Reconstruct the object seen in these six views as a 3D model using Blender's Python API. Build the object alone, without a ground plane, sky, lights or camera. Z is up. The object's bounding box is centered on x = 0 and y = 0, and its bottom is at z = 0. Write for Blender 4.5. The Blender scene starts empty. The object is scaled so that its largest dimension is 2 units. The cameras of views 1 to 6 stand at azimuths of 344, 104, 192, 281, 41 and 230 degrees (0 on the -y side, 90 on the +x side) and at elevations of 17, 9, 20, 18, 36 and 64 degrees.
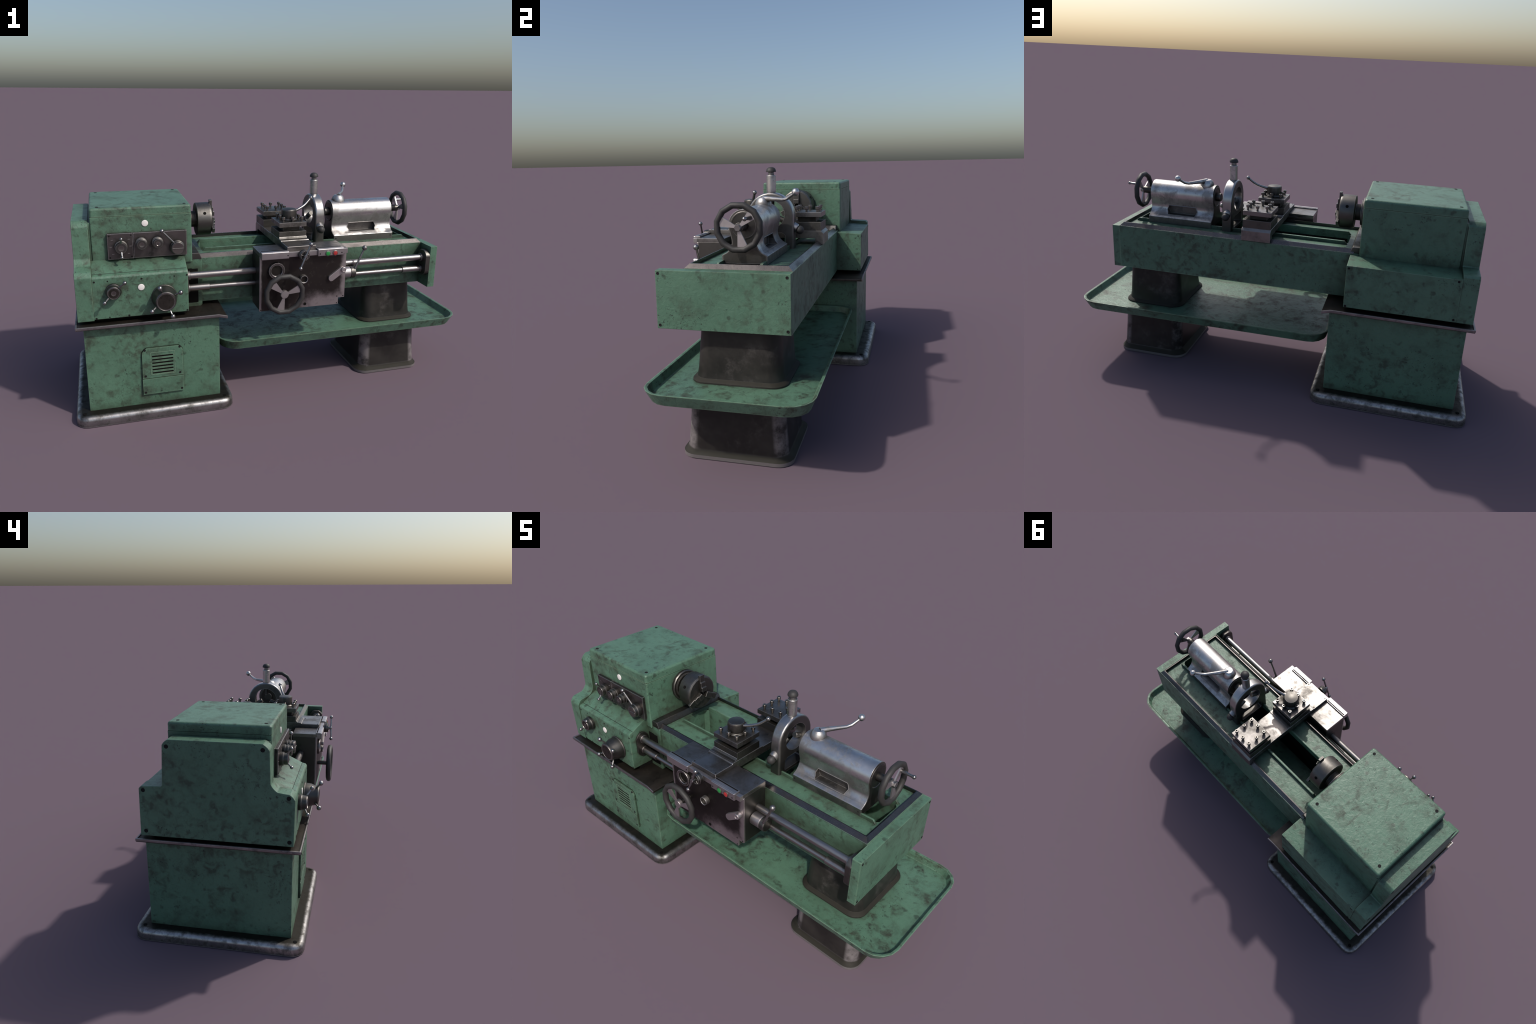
"""Worn green engine lathe: headstock on a cabinet, bed on a pedestal, drip tray,
carriage with tool posts, steady rest and tailstock.  Metres, z up, +x = tailstock end."""
import bpy, bmesh, math, random
from math import sin, cos, pi, radians
from mathutils import Vector, Matrix

random.seed(7)

# ------------------------------------------------------------------ materials
class NT:
    """Tiny helper for wiring shader nodes."""
    def __init__(self, name):
        self.mat = bpy.data.materials.new(name)
        self.mat.use_nodes = True
        self.t = self.mat.node_tree
        self.bsdf = self.t.nodes["Principled BSDF"]
        self.co = self.n("ShaderNodeTexCoord").outputs["Object"]
    def n(self, kind, **props):
        nd = self.t.nodes.new(kind)
        for k, v in props.items():
            setattr(nd, k, v)
        return nd
    def put(self, sock, v):
        if isinstance(v, bpy.types.NodeSocket):
            self.t.links.new(v, sock)
        elif isinstance(v, (tuple, list)) and len(v) == 3 and sock.type == 'RGBA':
            sock.default_value = (*v, 1)
        else:
            sock.default_value = v
    def noise(self, scale, detail=6, rough=.6, stretch=(1, 1, 1), shift=(0, 0, 0), dist=0.0):
        mp = self.n("ShaderNodeMapping")
        self.put(mp.inputs["Vector"], self.co)
        mp.inputs["Scale"].default_value = stretch
        mp.inputs["Location"].default_value = shift
        nz = self.n("ShaderNodeTexNoise")
        self.put(nz.inputs["Vector"], mp.outputs[0])
        nz.inputs["Scale"].default_value = scale
        nz.inputs["Detail"].default_value = detail
        nz.inputs["Roughness"].default_value = rough
        nz.inputs["Distortion"].default_value = dist
        return nz.outputs["Fac"]
    def ramp(self, v, lo, hi, a=0.0, b=1.0):
        mr = self.n("ShaderNodeMapRange", interpolation_type='SMOOTHSTEP')
        self.put(mr.inputs["Value"], v)
        for k, x in zip(("From Min", "From Max", "To Min", "To Max"), (lo, hi, a, b)):
            mr.inputs[k].default_value = x
        return mr.outputs[0]
    def math(self, op, a, b=0.0, clamp=False):
        m = self.n("ShaderNodeMath", operation=op, use_clamp=clamp)
        self.put(m.inputs[0], a)
        self.put(m.inputs[1], b)
        return m.outputs[0]
    def mix(self, fac, a, b, blend='MIX'):
        m = self.n("ShaderNodeMix", data_type='RGBA', blend_type=blend)
        self.put(m.inputs[0], fac)
        self.put(m.inputs[6], a)
        self.put(m.inputs[7], b)
        return m.outputs[2]
    def edge(self, radius, lo=.995, hi=.80):
        """1 on convex/concave edges: how far the bevelled normal leans from the true one."""
        bv = self.n("ShaderNodeBevel", samples=6)
        bv.inputs["Radius"].default_value = radius
        ge = self.n("ShaderNodeNewGeometry")
        d = self.n("ShaderNodeVectorMath", operation='DOT_PRODUCT')
        self.put(d.inputs[0], bv.outputs[0])
        self.put(d.inputs[1], ge.outputs["True Normal"])
        return self.ramp(d.outputs["Value"], lo, hi, 0, 1)
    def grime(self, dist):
        """1 where the surface is hemmed in: ambient shadow to be mixed into the colour."""
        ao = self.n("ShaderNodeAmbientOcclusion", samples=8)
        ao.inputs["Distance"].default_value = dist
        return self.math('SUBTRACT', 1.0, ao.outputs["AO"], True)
    def bump(self, height, strength, dist):
        b = self.n("ShaderNodeBump")
        b.inputs["Strength"].default_value = strength
        b.inputs["Distance"].default_value = dist
        self.put(b.inputs["Height"], height)
        return b.outputs[0]
    def out(self, color, rough, metal=0.0, normal=None, spec=0.5):
        self.put(self.bsdf.inputs["Base Color"], color)
        self.put(self.bsdf.inputs["Roughness"], rough)
        self.put(self.bsdf.inputs["Metallic"], metal)
        self.put(self.bsdf.inputs["Specular IOR Level"], spec)
        if normal is not None:
            self.put(self.bsdf.inputs["Normal"], normal)
        return self.mat

def green_paint(name, soil=1.0, wear=.75):
    m = NT(name)
    dirt, chip = (.033, .036, .023), (.016, .022, .017)
    tone = m.ramp(m.noise(2.3, 4, .6), .3, .7)
    col = m.mix(tone, (.066, .143, .094), (.088, .178, .118))
    fine = m.ramp(m.noise(90, 6, .8), .36, .62)
    col = m.mix(m.math('MULTIPLY', fine, .40), col, (.100, .188, .128))
    # soft oily smears, gathered in regions
    region = m.ramp(m.noise(2.6, 4, .6, shift=(4, 1, 2)), .40, .60, .08 * soil, 1)
    smear = m.ramp(m.noise(24, 7, .58, shift=(1, 7, 3), dist=.5), .46, .70)
    wide = m.ramp(m.noise(11, 6, .62, shift=(9, 2, 5), dist=.2), .47, .76)
    dirty = m.math('ADD', m.math('MULTIPLY', region, smear), m.math('MULTIPLY', wide, .75 * soil), True)
    col = m.mix(m.math('MULTIPLY', dirty, min(.95, .76 * soil)), col, dirt)
    # small rounded spots
    spot = m.ramp(m.noise(30, 2, .45, shift=(2, 2, 8)), .60, .74)
    col = m.mix(m.math('MULTIPLY', spot, .70), col, (.030, .043, .029))
    # chips: short worm-like flecks within patches
    chips = m.ramp(m.noise(95, 3, .6, dist=1.2), .60, .645)
    patch = m.ramp(m.noise(8, 4, .55, shift=(3, 9, 1)), .52, .60)
    flecks = m.math('MULTIPLY', chips, patch)
    col = m.mix(m.math('MULTIPLY', flecks, .85), col, chip)
    stray = m.ramp(m.noise(190, 2, .5, shift=(5, 5, 5)), .66, .72)
    col = m.mix(m.math('MULTIPLY', stray, .45), col, chip)
    scratch = m.ramp(m.noise(30, 4, .7, stretch=(1, .12, 1.6), shift=(6, 3, 1), dist=.2), .655, .70)
    col = m.mix(m.math('MULTIPLY', m.math('MULTIPLY', scratch, region), .45), col, (.038, .048, .033))
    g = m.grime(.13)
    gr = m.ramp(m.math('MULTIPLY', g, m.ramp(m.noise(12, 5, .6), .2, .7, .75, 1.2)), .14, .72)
    col = m.mix(m.math('MULTIPLY', gr, .82), col, (.026, .033, .020))  # paint darkened toward joints and recesses, occlusion baked into the colour
    worn = m.math('MULTIPLY', m.edge(.010, .97, .80), m.ramp(m.noise(28, 5, .7), .30, .58, .25, 1))
    worn = m.math('MULTIPLY', worn, m.ramp(g, .34, .10))      # proud edges only, not inside corners
    col = m.mix(m.math('MULTIPLY', worn, wear), col, (.190, .285, .190))
    rough = m.math('ADD', .43, m.math('MULTIPLY', dirty, .16))
    lump = m.math('ADD', m.noise(50, 5, .62, dist=.6), m.math('MULTIPLY', flecks, -.6))
    return m.out(col, rough, 0, m.bump(lump, .30, .006))

def metal(name, base, rough, dirt=(.03, .028, .025), dirt_amt=.6, edge_col=(.5, .48, .47), edge_amt=.7,
          scale=9.0, ao=.06, ao_amt=.8, spread=(.48, .70), stretch=(1, 1, 1), metallic=1.0, edge_r=.004, bump=.12, near=None, sides=None, ao_lo=.14, ao_hi=.70):
    m = NT(name)
    tone = m.ramp(m.noise(scale * .5, 5, .6, stretch), .3, .7)
    col = m.mix(tone, tuple(c * .82 for c in base), tuple(min(1, c * 1.15) for c in base))
    stain = m.ramp(m.noise(scale, 8, .68, stretch, (3, 1, 6), .3), *spread)
    col = m.mix(m.math('MULTIPLY', stain, dirt_amt), col, dirt)
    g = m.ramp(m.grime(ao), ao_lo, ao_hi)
    if near is not None:                     # grime joined by a dirt ring round a standing box (x, y, half sizes, reach)
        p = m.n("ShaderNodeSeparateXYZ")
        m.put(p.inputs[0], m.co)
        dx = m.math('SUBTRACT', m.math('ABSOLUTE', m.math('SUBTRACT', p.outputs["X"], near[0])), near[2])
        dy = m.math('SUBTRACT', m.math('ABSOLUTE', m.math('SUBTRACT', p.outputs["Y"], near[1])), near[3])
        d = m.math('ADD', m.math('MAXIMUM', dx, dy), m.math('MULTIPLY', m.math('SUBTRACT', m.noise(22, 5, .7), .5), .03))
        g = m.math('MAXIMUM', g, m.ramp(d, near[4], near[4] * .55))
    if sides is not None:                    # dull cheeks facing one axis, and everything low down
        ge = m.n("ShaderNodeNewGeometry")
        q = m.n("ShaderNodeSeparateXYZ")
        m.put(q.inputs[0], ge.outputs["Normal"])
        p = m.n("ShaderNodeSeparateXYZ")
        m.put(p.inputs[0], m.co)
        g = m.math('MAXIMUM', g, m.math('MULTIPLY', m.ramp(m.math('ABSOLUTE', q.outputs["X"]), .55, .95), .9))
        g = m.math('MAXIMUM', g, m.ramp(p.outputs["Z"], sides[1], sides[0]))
    col = m.mix(m.math('MULTIPLY', g, ao_amt), col, tuple(d * .75 for d in dirt))  # crevice shading tinted into the metal with the dirt colour
    e = m.math('MULTIPLY', m.edge(edge_r), m.ramp(m.noise(40, 5, .7), .22, .50, .5, 1))
    col = m.mix(m.math('MULTIPLY', e, edge_amt), col, edge_col)
    r = m.math('ADD', rough, m.math('ADD', m.math('ADD', m.math('MULTIPLY', stain, .20), m.math('MULTIPLY', g, .15)),
               m.math('MULTIPLY', m.noise(60, 4, .7), .14)))
    return m.out(col, r, metallic, m.bump(m.noise(140, 4, .7), bump, .001))

def apron_metal():
    """Front plate of the carriage: dark in the middle, ground reflection painted pale toward its lower and side edges."""
    m = NT("reflection_tinted_apron_plate")
    sep = m.n("ShaderNodeSeparateXYZ")
    m.put(sep.inputs[0], m.co)
    low = m.math('MULTIPLY', m.ramp(sep.outputs["Z"], .58, .47), m.ramp(sep.outputs["X"], .0, .16, .05, 1))
    left = m.ramp(sep.outputs["X"], -.116, -.136)
    right = m.ramp(sep.outputs["X"], .255, .300)
    cl = m.noise(14, 8, .7, shift=(1, 4, 0))
    bright = m.math('MAXIMUM', m.math('MULTIPLY', low, .95), m.math('MAXIMUM', left, m.math('MULTIPLY', right, .8)))
    bright = m.ramp(m.math('ADD', bright, m.math('MULTIPLY', m.math('SUBTRACT', cl, .5), 1.1)), .10, .85)
    col = m.mix(bright, (.052, .045, .043), (.42, .38, .38))
    col = m.mix(m.math('MULTIPLY', m.ramp(m.noise(45, 6, .7), .55, .7), .3), col, (.16, .15, .13))
    e = m.math('MULTIPLY', m.edge(.004), m.ramp(m.noise(40, 5, .7), .25, .6, .4, 1))
    col = m.mix(m.math('MULTIPLY', e, .7), col, (.55, .5, .5))
    return m.out(col, m.math('ADD', .36, m.math('MULTIPLY', cl, .2)), 1.0, m.bump(m.noise(120, 4, .7), .12, .001))

def pedestal_metal():
    """Blackened casting with pale rubbed patches at its rounded corners."""
    m = NT("blackened_casting")
    ge = m.n("ShaderNodeNewGeometry")
    sep = m.n("ShaderNodeSeparateXYZ")
    m.put(sep.inputs[0], ge.outputs["Normal"])
    pos = m.n("ShaderNodeSeparateXYZ")
    m.put(pos.inputs[0], m.co)
    corner = m.math('ABSOLUTE', m.math('MULTIPLY', m.math('MULTIPLY', sep.outputs["X"], sep.outputs["Y"]), 2.0))
    below = m.ramp(pos.outputs["Z"], .27, .16)
    cloud = m.noise(9, 8, .68)
    rub = m.math('MULTIPLY', m.ramp(corner, .06, .7), m.math('MULTIPLY', below, m.ramp(cloud, .36, .60)))
    col = m.mix(m.ramp(cloud, .35, .7), (.014, .0125, .0115), (.030, .027, .024))
    smoke = m.ramp(m.noise(6, 7, .7, shift=(4, 4, 1)), .52, .74)
    col = m.mix(m.math('MULTIPLY', smoke, .75), col, (.092, .082, .078))
    col = m.mix(m.math('MULTIPLY', rub, .85), col, (.20, .180, .180))
    g = m.math('MAXIMUM', m.ramp(m.grime(.05), .2, .8), m.ramp(sep.outputs["Z"], .12, .40))
    col = m.mix(m.math('MULTIPLY', g, .92), col, (.017, .015, .0095))
    flange = m.math('MULTIPLY', m.math('MULTIPLY', m.ramp(pos.outputs["Z"], .0145, .0125), m.ramp(sep.outputs["Z"], .5, .1)), .8)
    col = m.mix(flange, col, (.15, .135, .135))
    e = m.math('MULTIPLY', m.edge(.002), .25)
    col = m.mix(e, col, (.25, .23, .23))
    return m.out(col, m.math('ADD', m.math('ADD', .28, m.math('MULTIPLY', g, .35)), m.math('MULTIPLY', cloud, .25)), 0.0, m.bump(m.noise(60, 6, .7), .15, .002), .35)

def flat(name, col, rough=.5, metallic=0.0, amt=.25, spec=.5):
    m = NT(name)
    c = m.mix(m.math('MULTIPLY', m.ramp(m.noise(60, 5, .7), .4, .7), amt), col, tuple(x * .45 for x in col))
    return m.out(c, rough, metallic, m.bump(m.noise(150, 4, .6), .08, .001), spec)

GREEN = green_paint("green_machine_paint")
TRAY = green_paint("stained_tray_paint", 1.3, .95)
STEEL = metal("worn_bright_steel", (.60, .585, .575), .25, dirt=(.17, .157, .145), dirt_amt=.6, edge_col=(.80, .78, .77), ao=.14, ao_amt=.92, ao_lo=.08, ao_hi=.42, spread=(.44, .62), scale=18)  # base lightened for sky reflection; wide ao paints shade into the waist
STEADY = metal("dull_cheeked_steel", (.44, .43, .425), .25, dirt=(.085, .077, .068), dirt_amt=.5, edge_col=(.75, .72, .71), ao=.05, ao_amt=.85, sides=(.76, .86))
DARK = metal("oily_dark_steel", (.122, .116, .108), .36, dirt=(.045, .040, .032), dirt_amt=.65, edge_col=(.55, .52, .50), edge_amt=.8, ao=.05, ao_amt=.75)
BOLTM = metal("turned_bolt_steel", (.24, .225, .205), .26, dirt=(.06, .053, .042), dirt_amt=.4, edge_col=(.55, .52, .50), edge_amt=.5, ao=.03, ao_amt=.85)
PANEL = metal("engraved_panel_steel", (.17, .153, .148), .32, dirt=(.045, .041, .037), dirt_amt=.8, edge_col=(.95, .90, .90), edge_amt=1.0, scale=14, ao=.08, ao_amt=.9, edge_r=.006)
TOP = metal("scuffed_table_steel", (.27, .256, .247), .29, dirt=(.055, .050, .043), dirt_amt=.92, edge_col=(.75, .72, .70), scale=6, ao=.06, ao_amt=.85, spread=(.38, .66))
STRIP = metal("cover_strip_steel", (.46, .43, .43), .34, dirt=(.17, .15, .145), dirt_amt=.5, edge_col=(.75, .72, .72), ao=.02, ao_amt=.6)
ROD = metal("round_bar_steel", (.33, .312, .307), .26, dirt=(.10, .088, .08), dirt_amt=.6, stretch=(.25, 1, 1), scale=16, edge_amt=.2, ao=.08, ao_amt=.8)
WAY = metal("ground_way_steel", (.125, .115, .113), .20, dirt=(.05, .044, .042), dirt_amt=.6, stretch=(.4, 1, 1), edge_amt=.15, edge_r=.002, ao=.03, ao_amt=.6, scale=14)  # base darkened to suppress the sun's highlight on the bevel
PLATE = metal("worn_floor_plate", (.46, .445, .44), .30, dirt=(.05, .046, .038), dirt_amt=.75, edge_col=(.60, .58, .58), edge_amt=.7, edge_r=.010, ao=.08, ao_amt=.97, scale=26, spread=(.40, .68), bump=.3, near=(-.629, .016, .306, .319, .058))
PAN = metal("oily_chip_pan", (.105, .090, .080), .40, dirt=(.035, .030, .022), dirt_amt=.7, edge_col=(.36, .33, .34), edge_amt=.85, ao=.09, ao_amt=.85)
LIP = metal("bare_pan_lip", (.28, .26, .26), .38, dirt=(.08, .07, .068), dirt_amt=.6, edge_col=(.5, .47, .47), ao=.02, ao_amt=.3, scale=20)
BALL = metal("polished_ball_steel", (.33, .32, .315), .22, dirt=(.10, .09, .08), dirt_amt=.45, edge_amt=.1, ao=.02, ao_amt=.5, bump=.03)
LIPS = flat("rubbed_bare_edge", (.30, .285, .28), .35, .6, .3)
IRON = pedestal_metal()
APRON = apron_metal()
RUBBER = flat("black_bakelite", (.030, .028, .027), .58)
SPOKE = metal("cast_spoke_metal", (.50, .46, .46), .40, dirt=(.15, .14, .13), dirt_amt=.4, edge_amt=.4, ao=.03, ao_amt=.4)
BLACK = flat("dark_recess", (.007, .0065, .006), .8, 0, .25, .08)
SCREW = flat("dirty_screw", (.012, .011, .011), .75, 0, .25, .2)
WHITE = flat("oil_sight_glass", (.80, .76, .73), .25, 0, .06)
BTN_G = flat("green_button", (.02, .22, .05), .35, 0, .1)
BTN_R = flat("red_button", (.36, .03, .03), .35, 0, .1)
FACE = metal("blotched_dial_face", (.07, .062, .055), .40, dirt=(.018, .016, .014), dirt_amt=.8, edge_amt=.5, scale=45, ao=.02, ao_amt=.5)

# ------------------------------------------------------------------ mesh tools
SC = bpy.context.scene.collection
ROOT = bpy.data.objects.new("metalworking_lathe", None)
SC.objects.link(ROOT)
ROOT["label"] = "old worn green metalworking lathe with grimy bare steel fittings"
ROOT["category"] = "lathe"

def link(name, mesh, parent=None, loc=None):
    o = bpy.data.objects.new(name, mesh)
    SC.objects.link(o)
    while parent and parent.parent and parent.parent is not ROOT:   # lathe > part > sub-part, no deeper
        parent = parent.parent
    o.parent = parent or ROOT
    if loc is not None:
        o.location = loc
    return o

def finish(bm, name, mat, parent=None, angle=35, loc=None, weighted=True):
    bmesh.ops.remove_doubles(bm, verts=bm.verts, dist=1e-6)
    bmesh.ops.recalc_face_normals(bm, faces=bm.faces)
    me = bpy.data.meshes.new(name)
    bm.to_mesh(me)
    bm.free()
    me.materials.append(mat)
    for p in me.polygons:
        p.use_smooth = True
    me.set_sharp_from_angle(angle=radians(angle))
    o = link(name, me, parent, loc)
    if weighted:
        w = o.modifiers.new("wn", 'WEIGHTED_NORMAL')
        w.keep_sharp = True
    return o

def bevel(bm, width, segs=2, angle=25, pick=None):
    es = [e for e in bm.edges if len(e.link_faces) == 2 and e.calc_face_angle(0) > radians(angle)]
    if pick:
        es = [e for e in es if pick(e)]
    if es and width > 0:
        bmesh.ops.bevel(bm, geom=es, offset=width, segments=segs, affect='EDGES', profile=.5, clamp_overlap=True)

def add_box(bm, x0, x1, y0, y1, z0, z1, bw=0, segs=2, pick=None):
    t = bmesh.new()
    bmesh.ops.create_cube(t, size=1)
    for v in t.verts:
        v.co = Vector(((x0 + x1) / 2 + v.co.x * (x1 - x0), (y0 + y1) / 2 + v.co.y * (y1 - y0), (z0 + z1) / 2 + v.co.z * (z1 - z0)))
    bevel(t, bw, segs, pick=pick)
    merge(bm, t)

def merge(bm, t):
    me = bpy.data.meshes.new("tmp")
    t.to_mesh(me)
    t.free()
    bm.from_mesh(me)
    bpy.data.meshes.remove(me)

def box(name, mat, x0, x1, y0, y1, z0, z1, bw=.002, segs=2, parent=None, pick=None):
    bm = bmesh.new()
    add_box(bm, x0, x1, y0, y1, z0, z1, bw, segs, pick)
    return finish(bm, name, mat, parent)

def fillet(poly, radii, n=4):
    """Round the corners of a 2-D polygon; radii is one number or one per corner."""
    out, k = [], len(poly)
    if not isinstance(radii, (list, tuple)):
        radii = [radii] * k
    for i, p in enumerate(poly):
        r = radii[i]
        p = Vector(p)
        if r <= 0:
            out.append(p)
            continue
        a, b = (Vector(poly[i - 1]) - p), (Vector(poly[(i + 1) % k]) - p)
        an = a.angle(b)
        d = min(r / math.tan(an / 2), a.length * .49, b.length * .49)
        s, e = p + a.normalized() * d, p + b.normalized() * d
        for j in range(n + 1):
            t = j / n
            out.append((1 - t) ** 2 * s + 2 * t * (1 - t) * (p * .35 + (s + e) * .325) + t * t * e)
    return out

def add_prism(bm, poly, axis, a0, a1, bw=0, segs=2, angle=25, pick=None):
    """Extrude a 2-D outline along an axis. x: (y,z); y: (x,z); z: (x,y)."""
    def at(p, a):
        return {'x': (a, p[0], p[1]), 'y': (p[0], a, p[1]), 'z': (p[0], p[1], a)}[axis]
    t = bmesh.new()
    v0 = [t.verts.new(at(p, a0)) for p in poly]
    v1 = [t.verts.new(at(p, a1)) for p in poly]
    n = len(poly)
    t.faces.new(v0)
    t.faces.new(v1)
    for i in range(n):
        t.faces.new((v0[i], v0[(i + 1) % n], v1[(i + 1) % n], v1[i]))
    bmesh.ops.recalc_face_normals(t, faces=t.faces)
    bevel(t, bw, segs, angle, pick)
    merge(bm, t)

def prism(name, mat, poly, axis, a0, a1, bw=.002, segs=2, parent=None, angle=25, pick=None):
    bm = bmesh.new()
    add_prism(bm, poly, axis, a0, a1, bw, segs, angle, pick)
    return finish(bm, name, mat, parent)

def frame(d):
    d = Vector(d).normalized()
    u = d.orthogonal().normalized() if abs(d.z) > .99 else d.cross(Vector((0, 0, 1))).normalized()
    return d, u, d.cross(u)

def add_turn(bm, prof, c, d, n=24, phase=0.0):
    """Turned part: prof = [(radius, height along d)], closed at both ends."""
    d, u, w = frame(d)
    c = Vector(c)
    t = bmesh.new()
    rings = []
    for r, h in prof:
        if r < 1e-5:
            rings.append([t.verts.new(c + d * h)])
        else:
            rings.append([t.verts.new(c + d * h + (u * cos(2 * pi * i / n + phase) + w * sin(2 * pi * i / n + phase)) * r) for i in range(n)])
    for A, B in zip(rings, rings[1:]):
        for i in range(n):
            j = (i + 1) % n
            if len(A) == 1 and len(B) == 1:
                continue
            if len(A) == 1:
                t.faces.new((A[0], B[i], B[j]))
            elif len(B) == 1:
                t.faces.new((A[i], A[j], B[0]))
            else:
                t.faces.new((A[i], A[j], B[j], B[i]))
    for R in (rings[0], rings[-1]):
        if len(R) > 2:
            t.faces.new(R)
    bmesh.ops.recalc_face_normals(t, faces=t.faces)
    merge(bm, t)

def turn(name, mat, prof, c, d, n=24, parent=None, angle=35, loc=None):
    bm = bmesh.new()
    add_turn(bm, prof, c, d, n)
    return finish(bm, name, mat, parent, angle, loc)

def cyl(r, h0, h1, b=.0015):
    return [(r - b, h0), (r, h0 + b), (r, h1 - b), (r - b, h1)]

def ball_prof(r, n=10):
    return [(r * sin(pi * i / n), -r * cos(pi * i / n)) for i in range(n + 1)]

def add_ball(bm, c, r, n=18, d=(0, 0, 1)):
    add_turn(bm, ball_prof(r), c, d, n)

def spline(pts, steps=6):
    P = [Vector(p) for p in pts]
    P = [P[0] * 2 - P[1]] + P + [P[-1] * 2 - P[-2]]
    out = []
    for i in range(1, len(P) - 2):
        for s in range(steps):
            t = s / steps
            a, b, c, d = P[i - 1:i + 3]
            out.append(.5 * ((2 * b) + (c - a) * t + (2 * a - 5 * b + 4 * c - d) * t * t + (3 * b - a - 3 * c + d) * t ** 3))
    return out + [P[-2]]

def add_tube(bm, pts, radii, n=12):
    pts = [Vector(p) for p in pts]
    if not isinstance(radii, (list, tuple)):
        radii = [radii] * len(pts)
    if len(radii) != len(pts):
        k = len(radii) - 1
        radii = [radii[min(k, int(i / (len(pts) - 1) * k))] + (radii[min(k, int(i / (len(pts) - 1) * k) + 1)] - radii[min(k, int(i / (len(pts) - 1) * k))]) * ((i / (len(pts) - 1) * k) % 1) for i in range(len(pts))]
    t = bmesh.new()
    rings, ref = [], None
    for i, p in enumerate(pts):
        d = (pts[min(i + 1, len(pts) - 1)] - pts[max(i - 1, 0)]).normalized()
        u = d.orthogonal().normalized() if ref is None else (ref - d * ref.dot(d)).normalized()
        ref = u
        w = d.cross(u)
        rings.append([t.verts.new(p + (u * cos(2 * pi * k / n) + w * sin(2 * pi * k / n)) * radii[i]) for k in range(n)])
    for A, B in zip(rings, rings[1:]):
        for i in range(n):
            t.faces.new((A[i], A[(i + 1) % n], B[(i + 1) % n], B[i]))
    t.faces.new(rings[0])
    t.faces.new(rings[-1])
    bmesh.ops.recalc_face_normals(t, faces=t.faces)
    merge(bm, t)

def rrect(x0, x1, y0, y1, r, n=5):
    out = []
    for cx, cy, a in ((x1 - r, y1 - r, 0), (x0 + r, y1 - r, 90), (x0 + r, y0 + r, 180), (x1 - r, y0 + r, 270)):
        for i in range(n + 1):
            t = radians(a + 90 * i / n)
            out.append((cx + r * cos(t), cy + r * sin(t)))
    return out

def loft(name, mat, sections, n=5, parent=None, angle=35):
    """Stack of rounded rectangles (x0,x1,y0,y1,radius,z), capped at both ends."""
    bm = bmesh.new()
    rings = [[bm.verts.new((x, y, s[5])) for x, y in rrect(*s[:5], n)] for s in sections]
    for A, B in zip(rings, rings[1:]):
        k = len(A)
        for i in range(k):
            bm.faces.new((A[i], A[(i + 1) % k], B[(i + 1) % k], B[i]))
    bm.faces.new(rings[0])
    bm.faces.new(rings[-1])
    return finish(bm, name, mat, parent, angle)

def cut(o, cutters):
    """Boolean-subtract cutter bmeshes and bake the result."""
    for bm in cutters:
        bmesh.ops.recalc_face_normals(bm, faces=bm.faces)
        me = bpy.data.meshes.new("cutter")
        bm.to_mesh(me)
        bm.free()
        c = bpy.data.objects.new("cutter", me)
        SC.objects.link(c)
        md = o.modifiers.new("cut", 'BOOLEAN')
        md.object = c
        md.operation = 'DIFFERENCE'
        md.solver = 'EXACT'
        wn = [m for m in o.modifiers if m.type == 'WEIGHTED_NORMAL']
        for m in wn:
            o.modifiers.remove(m)
        dg = bpy.context.evaluated_depsgraph_get()
        dg.update()
        new = bpy.data.meshes.new_from_object(o.evaluated_get(dg))
        o.modifiers.clear()
        old = o.data
        o.data = new
        bpy.data.meshes.remove(old)
        bpy.data.objects.remove(c)
        bpy.data.meshes.remove(me)
    for p in o.data.polygons:
        p.use_smooth = True
    o.data.set_sharp_from_angle(angle=radians(35))
    o.modifiers.new("wn", 'WEIGHTED_NORMAL').keep_sharp = True
    return o

def cutter_prism(poly, axis, a0, a1):
    bm = bmesh.new()
    add_prism(bm, poly, axis, a0, a1)
    return bm

# shared small fasteners: a flat screw with a hex socket, facing +z before rotation
def screw_mesh(r):
    bm = bmesh.new()
    add_turn(bm, [(r, -.002), (r, .0007), (r * .80, .0009), (r * .62, .0003), (0, .0003)], (0, 0, 0), (0, 0, 1), 12)
    bmesh.ops.recalc_face_normals(bm, faces=bm.faces)
    me = bpy.data.meshes.new("screw")
    bm.to_mesh(me)
    bm.free()
    me.materials.append(SCREW)
    return me
SCREWS = {r: screw_mesh(r) for r in (.0030, .0042, .0055, .0075, .0090)}
TURN = {'+z': Matrix(), '-y': Matrix.Rotation(pi / 2, 4, 'X'), '+y': Matrix.Rotation(-pi / 2, 4, 'X'),
        '+x': Matrix.Rotation(pi / 2, 4, 'Y'), '-x': Matrix.Rotation(-pi / 2, 4, 'Y')}

def screw(parent, p, face, r=.0042):
    o = link("screw", SCREWS[r], parent)
    o.matrix_local = Matrix.Translation(p) @ TURN[face]
    return o

AY, AZ = .014, .860            # spindle axis

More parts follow.
